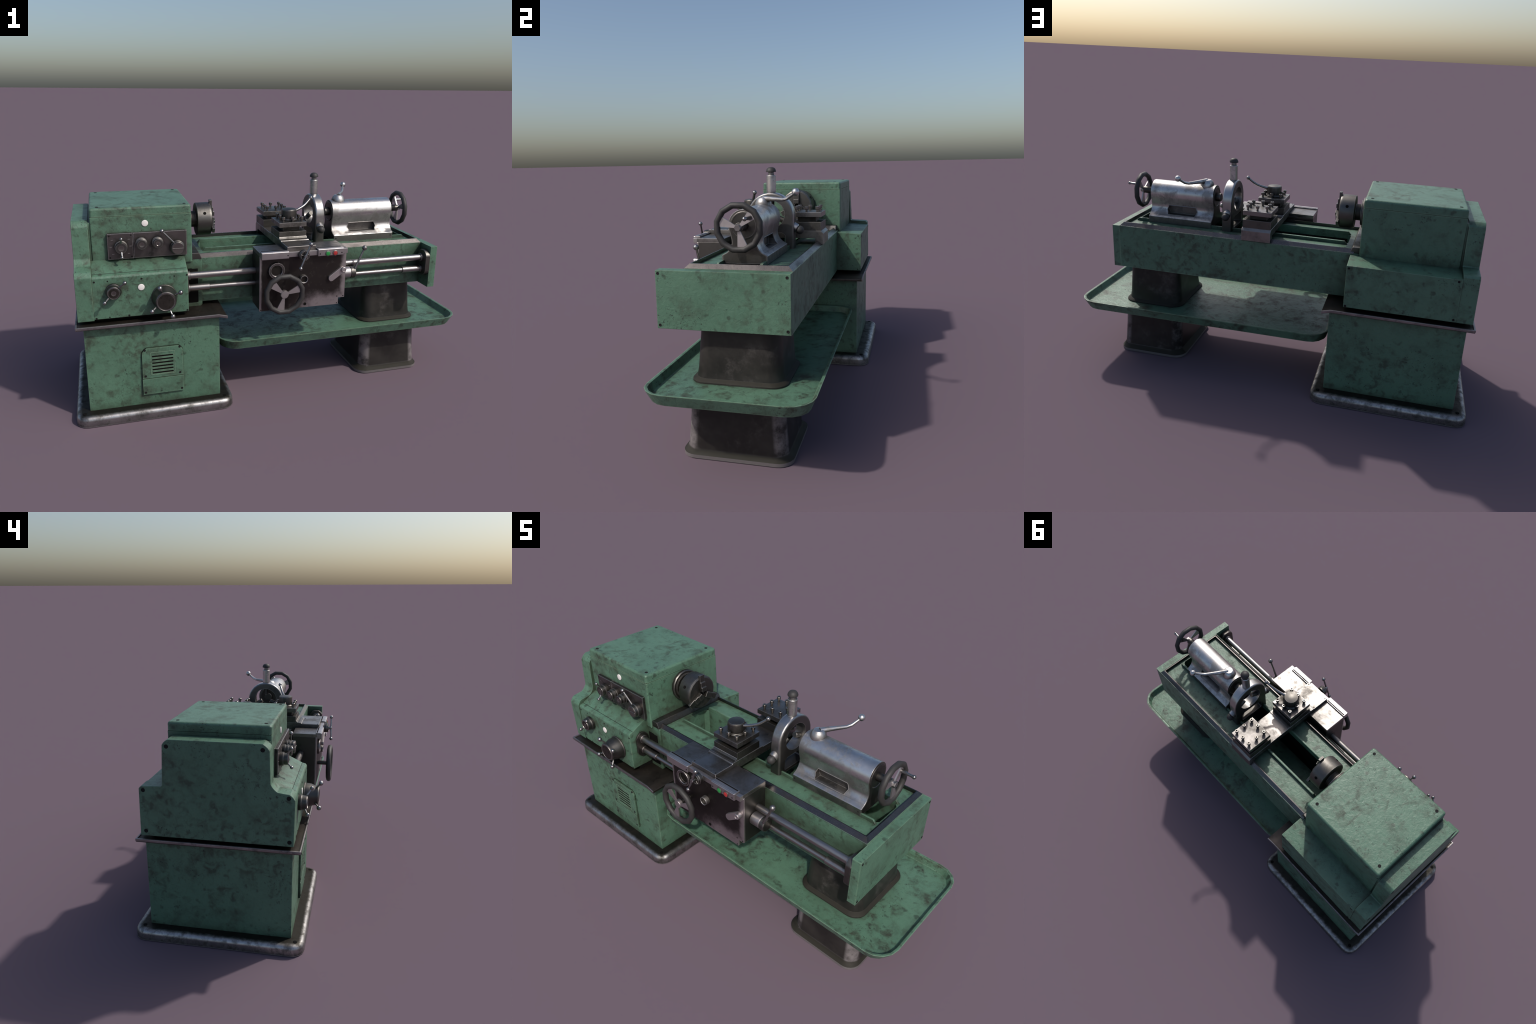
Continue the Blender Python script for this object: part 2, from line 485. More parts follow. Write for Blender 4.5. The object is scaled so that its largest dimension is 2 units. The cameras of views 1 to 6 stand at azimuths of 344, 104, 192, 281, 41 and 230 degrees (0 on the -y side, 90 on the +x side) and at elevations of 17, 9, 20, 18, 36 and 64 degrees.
# ------------------------------------------------------------------ floor plate, cabinet, chip pan
base = loft("base_plate", PLATE, [
    (-.997, -.263, -.362, .400, .058, 0), (-.997, -.263, -.362, .400, .058, .028),
    (-.9955, -.2645, -.3605, .3985, .057, .036), (-.991, -.269, -.356, .394, .054, .0435),
    (-.983, -.277, -.348, .386, .050, .0485), (-.972, -.288, -.337, .375, .044, .0505)], 4)
for x, y in ((-.959, -.323), (-.953, .357), (-.302, .361), (-.306, -.323)):
    b = turn("bolt_hole", BLACK, [(.009, -.004), (.009, .0008), (.0075, .0012), (0, .0006)], (x, y, .0505), (0, 0, 1), 14, base)

cab = box("cabinet", GREEN, -.935, -.323, -.303, .335, .048, .468, .003)
# ventilation door: rounded upper plate with louvre slots, plain lower plate
up = fillet([(-.690, .185), (-.500, .185), (-.501, .337), (-.688, .337)], [0, 0, .022, .022])
prism("vent_shadow_outline", BLACK, fillet([(-.6915, .1015), (-.4985, .1015), (-.4995, .3385), (-.6895, .3385)], [0, 0, .022, .022]), 'y', -.3042, -.302, 0, 1, cab)  # oversized black backing, a dark shadow line drawn round the door
vent = prism("vent_plate", GREEN, up, 'y', -.3125, -.302, .0015, 2, cab)
slots = [z for z in (.294, .2775, .2605, .2435, .2275, .2105)]
cut(vent, [cutter_prism(fillet([(-.645, z - .0040), (-.545, z - .0040), (-.545, z + .0040), (-.645, z + .0040)], .0035, 3), 'y', -.33, -.304) for z in slots])
for z in slots:
    prism("vent_slot", BLACK, fillet([(-.6455, z - .0044), (-.5445, z - .0044), (-.5445, z + .0044), (-.6455, z + .0044)], .0035, 3), 'y', -.3118, -.3036, 0, 1, vent)
bm = bmesh.new()                                     # thin pressed border around the slots
for x0, x1, z0, z1 in ((-.652, -.649, .200, .315), (-.541, -.538, .200, .315), (-.649, -.541, .312, .315), (-.649, -.541, .200, .203)):
    add_box(bm, x0, x1, -.3137, -.310, z0, z1, .0006, 1)
finish(bm, "vent_border", GREEN, vent)
low = prism("vent_cover", GREEN, [(-.6905, .103), (-.4995, .103), (-.4995, .183), (-.6905, .183)], 'y', -.3140, -.302, .0015, 2, cab)
for x, z in ((-.675, .329), (-.515, .330), (-.676, .198), (-.516, .198)):
    screw(vent, (x, -.3127, z), '-y', .0055)
for x, z in ((-.679, .114), (-.510, .115)):
    screw(low, (x, -.3142, z), '-y', .0055)

def add_sheet(bm, poly, z_of_x, x_list, y0, y1, thick):
    t = bmesh.new()
    rows = []
    for x in x_list:
        z = z_of_x(x)
        rows.append([t.verts.new((x, y, zz)) for y, zz in ((y0, z - thick), (y1, z - thick), (y1, z), (y0, z))])
    for A, B in zip(rows, rows[1:]):
        for i in range(4):
            t.faces.new((A[i], A[(i + 1) % 4], B[(i + 1) % 4], B[i]))
    t.faces.new(rows[0])
    t.faces.new(rows[-1])
    bmesh.ops.recalc_face_normals(t, faces=t.faces)
    bevel(t, .0025, 2, 40)
    merge(bm, t)
bm = bmesh.new()
add_sheet(bm, None, lambda x: .4775 - max(0, x + .330) * .20 - max(0, x + .318) * .05, (-.966, -.345, -.330, -.318, -.290), -.338, .367, .012)
pan = finish(bm, "chip_pan", PAN)
bm = bmesh.new()                                     # bare upturned lip, drooping at the right end
add_box(bm, -.9675, -.9590, -.3395, .3685, .4690, .4818, .002, 2)
for y0, y1 in ((-.3395, -.3320), (.3610, .3685)):
    add_sheet(bm, None, lambda x: .4818 - max(0, x + .332) * .25, (-.9600, -.345, -.332, -.318, -.2890), y0, y1, .0140)
finish(bm, "pan_lip", LIP, pan)
# inset black block between the pan and the undersides of headstock and gearbox
box("headstock_foot", BLACK, -.925, -.470, -.268, .300, .472, .506, 0)

# ------------------------------------------------------------------ headstock
head = box("headstock", GREEN, -.8755, -.4265, -.2035, .2320, .705, .9370, .006, 3,
           pick=lambda e: abs(e.verts[0].co.z - e.verts[1].co.z) > .1)
box("headstock_case", GREEN, -.8755, -.4275, -.1600, .2300, .500, .7060, .002, 1, head)
lid_rings = [(-.8755, -.4265, -.2035, .2320, .012, .9385)]
for i in range(6):                                   # quarter-round shoulder
    a = radians(18 * i)
    d = .011 * (1 - cos(a))
    lid_rings.append((-.8755 + d, -.4265 - d, -.2035 + d, .2320 - d, max(.003, .012 - d * .6), .9655 + .011 * sin(a)))
lid = loft("headstock_lid", GREEN, lid_rings, 4, head, 50)
box("lid_gasket", BLACK, -.873, -.429, -.201, .2295, .9365, .9390, 0, 1, head)
for x, y in ((-.454, -.176), (-.459, .196), (-.844, .195), (-.840, -.175)):
    screw(lid, (x, y, .9767), '+z', .0075)
# belt guard on the left end: stepped outline
guard = fillet([(-.3085, .494), (-.3125, .7165), (-.2135, .7300), (-.2085, .9225), (.2300, .9225), (.2400, .7215), (.3420, .7165), (.3460, .494)],
               [.003, .026, .034, .030, .026, .006, .012, .003], 6)
side = prism("belt_guard", GREEN, guard, 'x', -.9545, -.8835, .008, 3, angle=50,
             pick=lambda e: max(v.co.x for v in e.verts) < -.95)
inner = [(y * .965, z if z < .5 else z - .014) for y, z in guard]
prism("belt_guard_seam", GREEN, [(-.1985, .69), (-.1985, .914), (.2260, .914), (.2260, .69)], 'x', -.8845, -.8745, 0, 1, side)
for y, z in ((.212, .893), (-.181, .898), (.323, .700), (-.286, .704), (.321, .517), (-.291, .514)):
    screw(side, (-.9547, y, z), '-x', .0090)
# rear gear housing
rear = prism("gear_housing", GREEN, [(.150, .4965), (.3490, .4965), (.3490, .6985), (.2300, .7070), (.150, .7070)], 'x', -.8834, -.3850, .003, 2)
for x, z in ((-.867, .688), (-.396, .687), (-.394, .504), (-.869, .509)):
    screw(rear, (x, .3492, z), '+y', .0055)
for y, z in ((.333, .687), (.332, .505)):
    screw(rear, (-.3848, y, z), '+x', .0030)
# sight glasses
turn("oil_sight_glass", WHITE, [(.0145, -.002), (.0145, .0022), (.0125, .0034), (0, .0036)], (-.637, -.2035, .9005), (0, -1, 0), 24, head)

# ------------------------------------------------------------------ feed gearbox
gear = prism("feed_gearbox", GREEN, fillet([(-.3075, .500), (-.3075, .6960), (-.2860, .7020), (-.2040, .7420), (-.150, .7420), (-.150, .500)],
             [.002, .010, .002, .004, 0, 0], 3), 'x', -.8834, -.4655, .003, 2)
bm = bmesh.new()                                    # seam of the front cover
add_prism(bm, [(-.2868, .7006), (-.2852, .7034), (-.2838, .7026), (-.2855, .6996)], 'x', -.880, -.4685)
finish(bm, "gearbox_seam", SCREW, gear)
for x, z, r in ((-.8735, .6750, .0042), (-.817, .675, .0030), (-.671, .675, .0042), (-.527, .675, .0030), (-.470, .676, .0042),
             (-.874, .506, .0042), (-.817, .507, .0030), (-.733, .507, .0042), (-.472, .507, .0042)):
    screw(gear, (x, -.3077, z), '-y', r)
turn("oil_sight_glass", WHITE, [(.0145, -.002), (.0145, .0022), (.0125, .0034), (0, .0036)], (-.674, -.3075, .636), (0, -1, 0), 24, gear)

# ------------------------------------------------------------------ levers and dials
def arm(bm, a, b, r=.004):
    add_tube(bm, [a, b], [r * 1.15, r * .8], 10)

def dial(name, mat, prof, c, balls=(), ball_r=.0095, parent=None, n=20, arm_from=.5, face=None):
    """Turned knob facing -y, with ball-ended arms. balls = [(x,y,z)]."""
    k = turn(name, mat, prof, c, (0, -1, 0), n, parent, 30)
    c = Vector(c)
    h = prof[-1][1]
    rmax = prof[-1][0]
    if face:
        turn("dial_face", face, [(rmax * .88, h - .001), (rmax * .88, h + .0006), (0, h + .0006)], c, (0, -1, 0), n, k)
    if face:
        turn("dial_rim", BOLTM, [(rmax + .0002, h - .004), (rmax + .0008, h - .001), (rmax - .0008, h + .0012), (rmax * .94, h + .0012), (rmax * .92, h + .0002)], c, (0, -1, 0), n, k)
    for b in balls:
        b = Vector(b)
        bm = bmesh.new()
        root = Vector((c.x, b.y + (c.y - b.y) * .35, c.z))
        root = root + (Vector((b.x, root.y, b.z)) - root) * arm_from
        arm(bm, root, b)
        add_ball(bm, b, ball_r)
        finish(bm, "dial_handle", BALL, k)
    return k

# upper control panel
pan1 = box("control_panel", PANEL, -.8060, -.6945, -.2195, -.2020, .7445, .8630, .0018, 2)
pan2 = box("control_panel", PANEL, -.6925, -.4530, -.2180, -.2020, .7450, .8620, .0018, 2)
for x, z in ((-.797, .853), (-.702, .853), (-.797, .754), (-.702, .754)):
    screw(pan1, (x, -.2197, z), '-y', .0030)
bm = bmesh.new()
for x, z in ((-.785, .835), (-.712, .835), (-.792, .803), (-.706, .803), (-.783, .770), (-.714, .770)):
    add_box(bm, x - .005, x + .005, -.2202, -.2190, z - .0009, z + .0009)
finish(bm, "panel_mark", SPOKE, pan1)
def knob(r0, r1, h):
    return [(r0, -.004), (r0, h * .42), (r0 - .0012, h * .45), (r1, h * .47), (r1, h * .92), (r1 - .0014, h)]
def dial_ring(c, h, r, parent):
    turn("dial_ring", BOLTM, [(r * .5, h - .001), (r * .5, h + .0008), (r * .40, h + .0008), (r * .36, h + .0002), (0, h + .0002)], c, (0, -1, 0), 20, parent)
k = dial("selector_knob", DARK, knob(.0295, .0255, .036), (-.748, -.2195, .8035), [(-.747, -.268, .849), (-.747, -.269, .766)], .0075, pan1)
dial_ring((-.748, -.2195, .8035), .036, .0255, k)
for x, z, r in ((-.6585, .8155, .0222), (-.587, .8160, .0212)):
    k = dial("selector_knob", DARK, [(r + .004, -.004), (r + .004, .012), (r + .001, .013), (r + .001, .020), (r + .004, .021), (r + .004, .026), (r, .028), (r, .040), (r - .0014, .042)], (x, -.218, z), (), parent=pan2)
    dial_ring((x, -.218, z), .042, r, k)
k = dial("lever_knob", DARK, [(.033, -.004), (.033, .018), (.0300, .021), (.0295, .034), (.0275, .036)], (-.4985, -.218, .7865), (), parent=pan2)
dial_ring((-.4985, -.218, .7865), .036, .05, k)
bm = bmesh.new()
add_tube(bm, [(-.508, -.234, .803), (-.567, -.242, .869)], [.0042, .0036], 10)
add_ball(bm, (-.567, -.242, .869), .0095)
finish(bm, "speed_lever", BALL, k)
bm = bmesh.new()
add_box(bm, -.524, -.473, -.2565, -.250, .7845, .7885, .001, 1)
finish(bm, "knob_grip_bar", DARK, k)
# gearbox dials
k = dial("feed_dial", DARK, [(.0345, -.004), (.0345, .012), (.0315, .016), (.0295, .034), (.0275, .0365)], (-.7945, -.3075, .6290),
     [(-.746, -.358, .678), (-.835, -.350, .591)], .0090, gear, face=FACE)
dial_ring((-.7945, -.3075, .6290), .0375, .022, k)
k = dial("feed_dial", DARK, [(.0580, -.004), (.0580, .004), (.0555, .007), (.0535, .030), (.0465, .048), (.0455, .066), (.0430, .069)], (-.5745, -.3075, .5815),
     [(-.600, -.386, .650), (-.510, -.380, .621), (-.638, -.383, .545), (-.547, -.376, .510)], .0108, gear, 22, face=FACE)

# ------------------------------------------------------------------ spindle chuck
chuck = turn("chuck", DARK, [(.076, -.004), (.076, .012), (.073, .016), (.062, .017), (.062, .024), (.040, .025), (.040, .052),
             (.078, .053), (.0815, .056), (.0825, .115), (.0800, .124), (.074, .128), (.012, .128), (.011, .120), (0, .120)], (-.4265, AY, AZ - .002), (1, 0, 0), 16, None, 28)
turn("chuck_bore", BLACK, [(.0112, .1195), (.0112, .1262), (0, .1262)], (-.4265, AY, AZ - .002), (1, 0, 0), 16, chuck)
jaw_prof = [(.013, -.004), (.013, .020), (.034, .020), (.034, .0140), (.058, .0140), (.058, .0085), (.0930, .0085), (.0930, -.004)]
for a in (90, 210, 330):
    bm = bmesh.new()
    add_prism(bm, jaw_prof, 'y', -.0140, .0140, .001, 1)
    # (radius, height) -> spindle frame: height along x, radius turned to angle a
    R = Matrix(((0, 0, 1), (cos(radians(a)), -sin(radians(a)), 0), (sin(radians(a)), cos(radians(a)), 0))).to_4x4()
    for v in bm.verts:
        v.co = Matrix.Translation((-.2985, AY, AZ - .002)) @ (R @ v.co)
    finish(bm, "chuck_jaw", DARK, chuck)
for a in (150, 270, 30):
    d = Vector((0, cos(radians(a)), sin(radians(a))))
    turn("key_hole", BLACK, [(.0075, -.002), (.0075, .0010), (0, .0005)], Vector((-.337, AY, AZ - .002)) + d * .0815, d, 12, chuck)

# ------------------------------------------------------------------ bed
def bed_block():
    bm = bmesh.new()
    add_box(bm, -.4260, .7885, -.1850, .2195, .4950, .7140, .002, 1, lambda e: max(v.co.x for v in e.verts) < .78)
    return finish(bm, "bed", GREEN)
bed = bed_block()
well = [(-.340, -.0655), (-.357, -.050), (-.357, .072), (-.340, .0895), (.735, .0895), (.752, .072), (.752, -.050), (.735, -.0655)]
cut(bed, [cutter_prism(well, 'z', .508, .75)])
# black sheet on the well's front wall: its deep shadow modelled as an object
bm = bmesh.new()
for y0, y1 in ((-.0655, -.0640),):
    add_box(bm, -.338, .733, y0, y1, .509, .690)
finish(bm, "well_shadow_sheet", BLACK, bed)
# guide ridges along the well, ends mitred
for nm, y0, y1 in (("front", -.0740, -.0655), ("rear", .0895, .1000)):
    prism("guide_ridge", GREEN, [(-.357, .7120), (-.341, .7300), (.736, .7300), (.752, .7120)], 'y', y0, y1, .001, 1, bed)
# bevelled steel ways
def add_way(bm, path):
    """Bevelled strip with mitred corners: path = [(outer xy, crest xy, inner xy)]."""
    t = bmesh.new()
    rows = [[t.verts.new((*o, .7120)), t.verts.new((*c, .7300)), t.verts.new((*k, .7300)), t.verts.new((*k, .7120))] for o, c, k in path]
    for A, B in zip(rows, rows[1:]):
        for i in range(4):
            t.faces.new((A[i], A[(i + 1) % 4], B[(i + 1) % 4], B[i]))
    t.faces.new(rows[0])
    t.faces.new(rows[-1])
    bmesh.ops.recalc_face_normals(t, faces=t.faces)
    merge(bm, t)
bm = bmesh.new()
add_way(bm, [((-.400, -.1858), (-.400, -.1680), (-.400, -.1640)), ((.7868, -.1858), (.7700, -.1680), (.7660, -.1640)),
             ((.7868, .2203), (.7700, .2010), (.7660, .1970)), ((-.400, .2203), (-.400, .2010), (-.400, .1970))])
finish(bm, "guide_way", WAY, bed)
# end plate
endp = box("bed_end_plate", GREEN, .7885, .8265, -.2815, .2195, .4950, .7130, .003, 2, pick=lambda e: min(v.co.x for v in e.verts) > .80 or max(v.co.y for v in e.verts) < .2)
for y, z in ((-.270, .701), (.207, .700), (-.270, .509), (.208, .510)):
    screw(endp, (.8267, y, z), '+x', .0055)
# stop block where bed meets headstock
prism("way_stop", DARK, [(-.428, .7110), (-.3810, .7110), (-.3830, .7200), (-.3930, .7425), (-.428, .7425)], 'y', -.1960, .2120, .003, 2)
# window frame casting in front of the rods
padf = prism("bed_bracket", GREEN, fillet([(-.4300, .4720), (-.3820, .4720), (-.3790, .7140), (-.4300, .7140)], [0, .012, .010, 0], 3), 'y', -.1945, -.1800, .003, 2)
bm = bmesh.new()
add_box(bm, -.470, -.425, -.1945, -.170, .4720, .4960, .003, 2)
add_box(bm, -.470, -.425, -.1945, -.170, .6660, .7440, .003, 2)
finish(bm, "bed_bracket_web", GREEN, padf)
box("bracket_window", BLACK, -.470, -.4010, -.1953, -.1700, .4965, .6655, 0, 1, padf)

# ------------------------------------------------------------------ pedestal and drip tray
loft("pedestal_foot", IRON, [
    (.457, .828, -.216, .215, .060, 0), (.457, .828, -.216, .215, .060, .013), (.460, .825, -.213, .212, .058, .0155),
    (.470, .820, -.206, .204, .055, .022), (.481, .815, -.198, .195, .053, .034),
    (.486, .808, -.188, .186, .052, .15), (.490, .803, -.184, .181, .052, .272)], 6)
loft("pedestal_column", IRON, [
    (.478, .799, -.181, .190, .060, .284), (.478, .799, -.181, .190, .060, .289), (.481, .796, -.178, .187, .058, .2925),
    (.490, .786, -.166, .176, .054, .300), (.493, .782, -.160, .171, .052, .33), (.502, .772, -.146, .163, .050, .497)], 6)
loft("drip_tray", TRAY, [
    (-.305, .968, -.272, .295, .080, .268), (-.300, .973, -.278, .300, .080, .2665), (-.318, .998, -.296, .318, .094, .3105),
    (-.317, .999, -.298, .320, .095, .3140), (-.311, .994, -.293, .315, .090, .3150), (-.306, .988, -.287, .309, .086, .3130),
    (-.297, .976, -.277, .299, .079, .2860), (-.293, .972, -.273, .295, .077, .2830)], 4)

# ------------------------------------------------------------------ rods
RY = -.240
def rod(name, r, z, x0, x1, parent=None, mat=ROD, y=RY):
    return turn(name, mat, cyl(r, 0, x1 - x0, .001), (x0, y, z), (1, 0, 0), 24, parent)
lead = rod("lead_screw", .0160, .6490, -.460, .775)
feed = rod("feed_rod", .0112, .5885, -.460, .775)
rod("rod_sleeve", .0160, .5885, -.462, -.355, feed)
rod("rod_sleeve", .0160, .5885, .655, .775, feed)
for x0, x1 in ((-.462, -.446), (.752, .768)):
    rod("rod_collar", .0215, .6490, x0, x1, lead)
for x0, x1 in ((-.462, -.448), (.754, .768)):
    rod("rod_collar", .0195, .5885, x0, x1, feed)
prism("rod_bearing_plate", DARK, fillet([(-.276, .553), (-.206, .553), (-.206, .684), (-.276, .684)], .026, 5), 'x', -.4660, -.4570, .002, 2)
prism("rod_bearing_plate", DARK, fillet([(-.284, .555), (-.202, .555), (-.202, .690), (-.284, .690)], .026, 5), 'x', .7640, .7895, .004, 2)

# ------------------------------------------------------------------ carriage apron
apron = box("apron", DARK, -.1330, .2990, -.3170, -.1960, .4720, .7400, .002)
cut(apron, [cutter_prism([(.268, .46), (.31, .46), (.31, .504), (.268, .504)], 'y', -.34, -.18)])
box("apron_table", TOP, -.1335, .2990, -.3260, -.1955, .7390, .7570, .002, 2, apron)
face = prism("apron_plate", APRON, [(-.1340, .4690), (.2675, .4690), (.2675, .5030), (.2995, .5030), (.2995, .7390), (-.1340, .7390)], 'y', -.3250, -.3165, .0015, 1, apron)
for x, z in ((-.127, .476), (.260, .476), (.292, .511), (.260, .511)):
    screw(face, (x, -.3252, z), '-y', .0030)
turn("oil_plug", BLACK, [(.0075, -.001), (.0075, .0012), (0, .0008)], (.094, -.3252, .487), (0, -1, 0), 14, face)
# cover strips along the top front edge
box("apron_ledge", STRIP, -.1320, .2980, -.3420, -.3240, .7330, .7570, .0018, 2, apron)
for x0, x1 in ((-.1325, .0010), (.1430, .2740)):
    bm = bmesh.new()
    add_box(bm, x0, x1, -.3510, -.3380, .7290, .7630, .0035, 3)
    add_box(bm, x0, x1, -.3440, -.3180, .7575, .7640, .0015, 2)
    s = finish(bm, "cover_strip", STRIP, apron)
    box("cover_strip_slot", BLACK, x0 + .004, x1 - .004, -.3275, -.3215, .7625, .7646, 0, 1, s)
    for x in ([-.006] if x0 < 0 else [.1535, .2630]):
        screw(s, (x, -.3512, .745 if x0 < 0 else .741), '-y', .0030)
for x, m in ((.192, BTN_G), (.229, BTN_R)):
    r = turn("button_ring", DARK, [(.0135, -.002), (.0135, .002), (.0120, .003), (.0110, .003), (.0108, .001), (0, .001)], (x, -.3510, .741), (0, -1, 0), 20, apron)
    turn("push_button", m, [(.0102, 0), (.0102, .0035), (.0085, .0046), (0, .0048)], (x, -.3510, .741), (0, -1, 0), 20, r)
# cross-feed crank: scalloped disc with a two-ball handle
hub = turn("cross_feed_dial", DARK, [(.0255, -.004), (.0255, .012), (.0235, .014), (.0235, .020), (.0225, .021), (.0205, .021), (.0195, .0185), (0, .0185)], (.0705, -.3510, .7430), (0, -1, 0), 16, apron)
bm = bmesh.new()
add_tube(bm, [(.0930, -.3840, .8000), (.0690, -.3860, .7440), (.0440, -.3890, .6890)], [.0042, .0050, .0042], 10)
add_turn(bm, [(.0085, 0), (.0085, .016), (.0070, .018), (0, .018)], (.0690, -.3720, .7440), (0, -1, 0), 14)
add_ball(bm, (.0930, -.3840, .8000), .0098)
add_ball(bm, (.0440, -.3890, .6890), .0092)
finish(bm, "cross_feed_handle", BALL, hub)
for i in range(5):
    a = radians(20 + 72 * i)
    add = bmesh.new()
    add_tube(add, [(.0705 + .008 * cos(a), -.3702, .743 + .008 * sin(a)), (.0705 + .0195 * cos(a), -.3702, .743 + .0195 * sin(a))], .0022, 8)
    finish(add, "dial_spoke", DARK, hub)
# ring bosses
def ring(name, mat, c, ro, ri, h, depth, parent, n=18):
    o = turn(name, mat, [(ro, -.002), (ro, h * .5), (ro - .003, h), (ri + .002, h), (ri, h - .002), (ri, depth), (0, depth)], c, (0, -1, 0), n, parent, 30)
    turn("ring_well", FACE, [(ri + .0005, depth - .001), (ri - .0004, depth + .0006), (0, depth + .0008)], c, (0, -1, 0), n, o)
    return o
ring("apron_boss_ring", PANEL, (-.0535, -.3250, .6690), .0415, .0270, .012, .001, apron, 14)
ring("apron_boss_ring", STEEL, (.0805, -.3250, .6185), .0205, .0165, .020, .006, apron, 18)
# drop lever
bm = bmesh.new()
tong = fillet([(.2070, .6180), (.2090, .5980), (.2250, .5930), (.2890, .6380), (.2950, .6530), (.2820, .6640), (.2700, .6630)], .010, 4)
add_prism(bm, tong, 'y', -.3380, -.3240, .0025, 2)
lv = finish(bm, "half_nut_lever", SPOKE, apron)
turn("lever_pivot", SPOKE, [(.0125, -.001), (.0125, .009), (.0105, .011), (.009, .011), (.0082, .010), (0, .010)], (.2810, -.3380, .6510), (0, -1, 0), 18, lv)
# start/stop rod lever at the right of the apron
slv = turn("control_rod_sleeve", STRIP, cyl(.0290, 0, .052, .004), (.298, -.264, .6090), (1, 0, 0), 20, apron)
turn("control_rod_hub", DARK, cyl(.0305, 0, .026, .003), (.3480, -.264, .6090), (1, 0, 0), 20, slv)
bm = bmesh.new()
add_tube(bm, [(.3640, -.280, .620), (.3730, -.283, .640), (.4150, -.283, .734)], [.0075, .0060, .0044], 10)
add_ball(bm, (.4150, -.283, .734), .0128)
finish(bm, "control_rod_lever", BALL, slv)

# ------------------------------------------------------------------ handwheels
def handwheel(name, c, d, up, R, r, spokes, hub_r, hub_len, parent=None):
    """Faceted 12-sided rim, three wedge spokes and a hub; d = axis, up = reference direction."""
    c, d, up = Vector(c), Vector(d).normalized(), Vector(up).normalized()
    e = up.cross(d)
    def P(rad, ang, h):
        return c + (e * cos(ang) + up * sin(ang)) * rad + d * h
    bm = bmesh.new()
    N, M = 12, 12
    g = [[bm.verts.new(P(R - r + r * cos(2 * pi * j / M), 2 * pi * i / N + pi / N, r * 1.05 * sin(2 * pi * j / M))) for j in range(M)] for i in range(N)]
    for i in range(N):
        for j in range(M):
            bm.faces.new((g[i][j], g[(i + 1) % N][j], g[(i + 1) % N][(j + 1) % M], g[i][(j + 1) % M]))
    rim = finish(bm, name, RUBBER, parent, 60)
    for a in spokes:
        a = radians(a)
        bm = bmesh.new()
        poly = [(hub_r * .5, -.0035), (R - 2 * r + .003, -.0195), (R - 2 * r + .005, 0), (R - 2 * r + .003, .0195), (hub_r * .5, .0035)]
        f, b = [], []
        for x, y in poly:
            rad, an = math.hypot(x, y), math.atan2(y, x) + a
            f.append(bm.verts.new(P(rad, an, .004)))
            b.append(bm.verts.new(P(rad, an, -.002)))
        bm.faces.new(f)
        bm.faces.new(b)
        for i in range(5):
            bm.faces.new((f[i], f[(i + 1) % 5], b[(i + 1) % 5], b[i]))
        bevel(bm, .001, 1)
        finish(bm, "wheel_spoke", SPOKE, rim)
    turn("wheel_hub", SPOKE, [(hub_r, -hub_len), (hub_r, .004), (hub_r - .0015, .0065), (0, .0068)], c, d, 16, rim)
    return rim
aw = handwheel("apron_handwheel", (-.0320, -.3890, .5705), (0, -1, 0), (0, 0, 1), .1010, .0125, (18, 138, 256), .0195, .010)
turn("wheel_shaft", DARK, cyl(.0115, 0, .062), (-.0320, -.3230, .5705), (0, -1, 0), 16, aw)

# ------------------------------------------------------------------ cross slide and tool posts
slide_prof = [(-.3235, .7430), (.1880, .7430), (.1900, .7160), (.2260, .7160), (.2260, .7660), (.2140, .7780), (-.0400, .7780), (-.0400, .7825),
              (-.2240, .7825), (-.2270, .7775), (-.3235, .7775)]
slide = prism("cross_slide", TOP, slide_prof, 'x', -.0005, .1425, .0012, 1)
for x, y in ((.008, -.314), (.134, -.314), (.008, -.234), (.134, -.234)):
    screw(slide, (x, y, .7777), '+z', .0030)

def clamp_bolt():
    bm = bmesh.new()
    add_turn(bm, [(.0035, -.042), (.0050, -.040), (.0050, -.0150), (.0062, -.0145), (.0088, -.0120), (.0090, -.0010), (.0080, 0), (.0046, 0), (.0042, -.006), (0, -.006)], (0, 0, 0), (0, 0, 1), 12)
    bmesh.ops.recalc_face_normals(bm, faces=bm.faces)
    me = bpy.data.meshes.new("clamp_bolt")
    bm.to_mesh(me)
    bm.free()
    me.materials.append(BOLTM)
    for p in me.polygons:
        p.use_smooth = True
    me.set_sharp_from_angle(angle=radians(35))
    return me
BOLT = clamp_bolt()
def tool_post(y0, y1, skip=()):
    """Square turret: block, neck and clamp plate with bolts round its edge."""
    yc = (y0 + y1) / 2
    bm = bmesh.new()
    add_box(bm, .0005, .1395, y0, y1, .7770, .8170, .0015, 2)
    post = finish(bm, "tool_post", DARK)
    box("post_neck", DARK, .0270, .1130, yc - .043, yc + .043, .8165, .8400, .001, 1, post)
    box("post_plate", TOP, .0005, .1400, y0 + .0005, y1 - .0005, .8390, .8615, .0018, 2, post)
    for x in (.0265, .0735, .1205):
        for dy in (-.049, 0, .049):
            if abs(x - .0735) < .001 and dy == 0:
                continue
            b = link("clamp_bolt", BOLT, post)
            b.matrix_local = Matrix.Translation((x, yc + dy, .8860 + random.uniform(-.0012, .0012))) @ Matrix.Rotation(random.uniform(0, 1), 4, 'Z')
    return post
front = tool_post(-.1950, -.0590)
tool_post(.0760, .2150)
prism("post_fillet", DARK, [(-.2240, .7820), (-.2040, .7840), (-.1965, .7920), (-.1940, .7820)], 'x', .0005, .1395, 0, 1, front)
kn = turn("post_clamp_knob", DARK, [(.041, 0), (.0415, .006), (.037, .010), (.0360, .012), (.0372, .016), (.0372, .050), (.0340, .0555), (.018, .0585), (0, .0590)], (.0705, -.1270, .8600), (0, 0, 1), 16, front, 30)
bm = bmesh.new()
add_tube(bm, spline([(.100, -.121, .9010), (.128, -.108, .9080), (.165, -.093, .9240), (.202, -.076, .9550)], 6), [.0074, .0068, .0062, .0054], 12)
add_ball(bm, (.202, -.076, .9555), .0098)
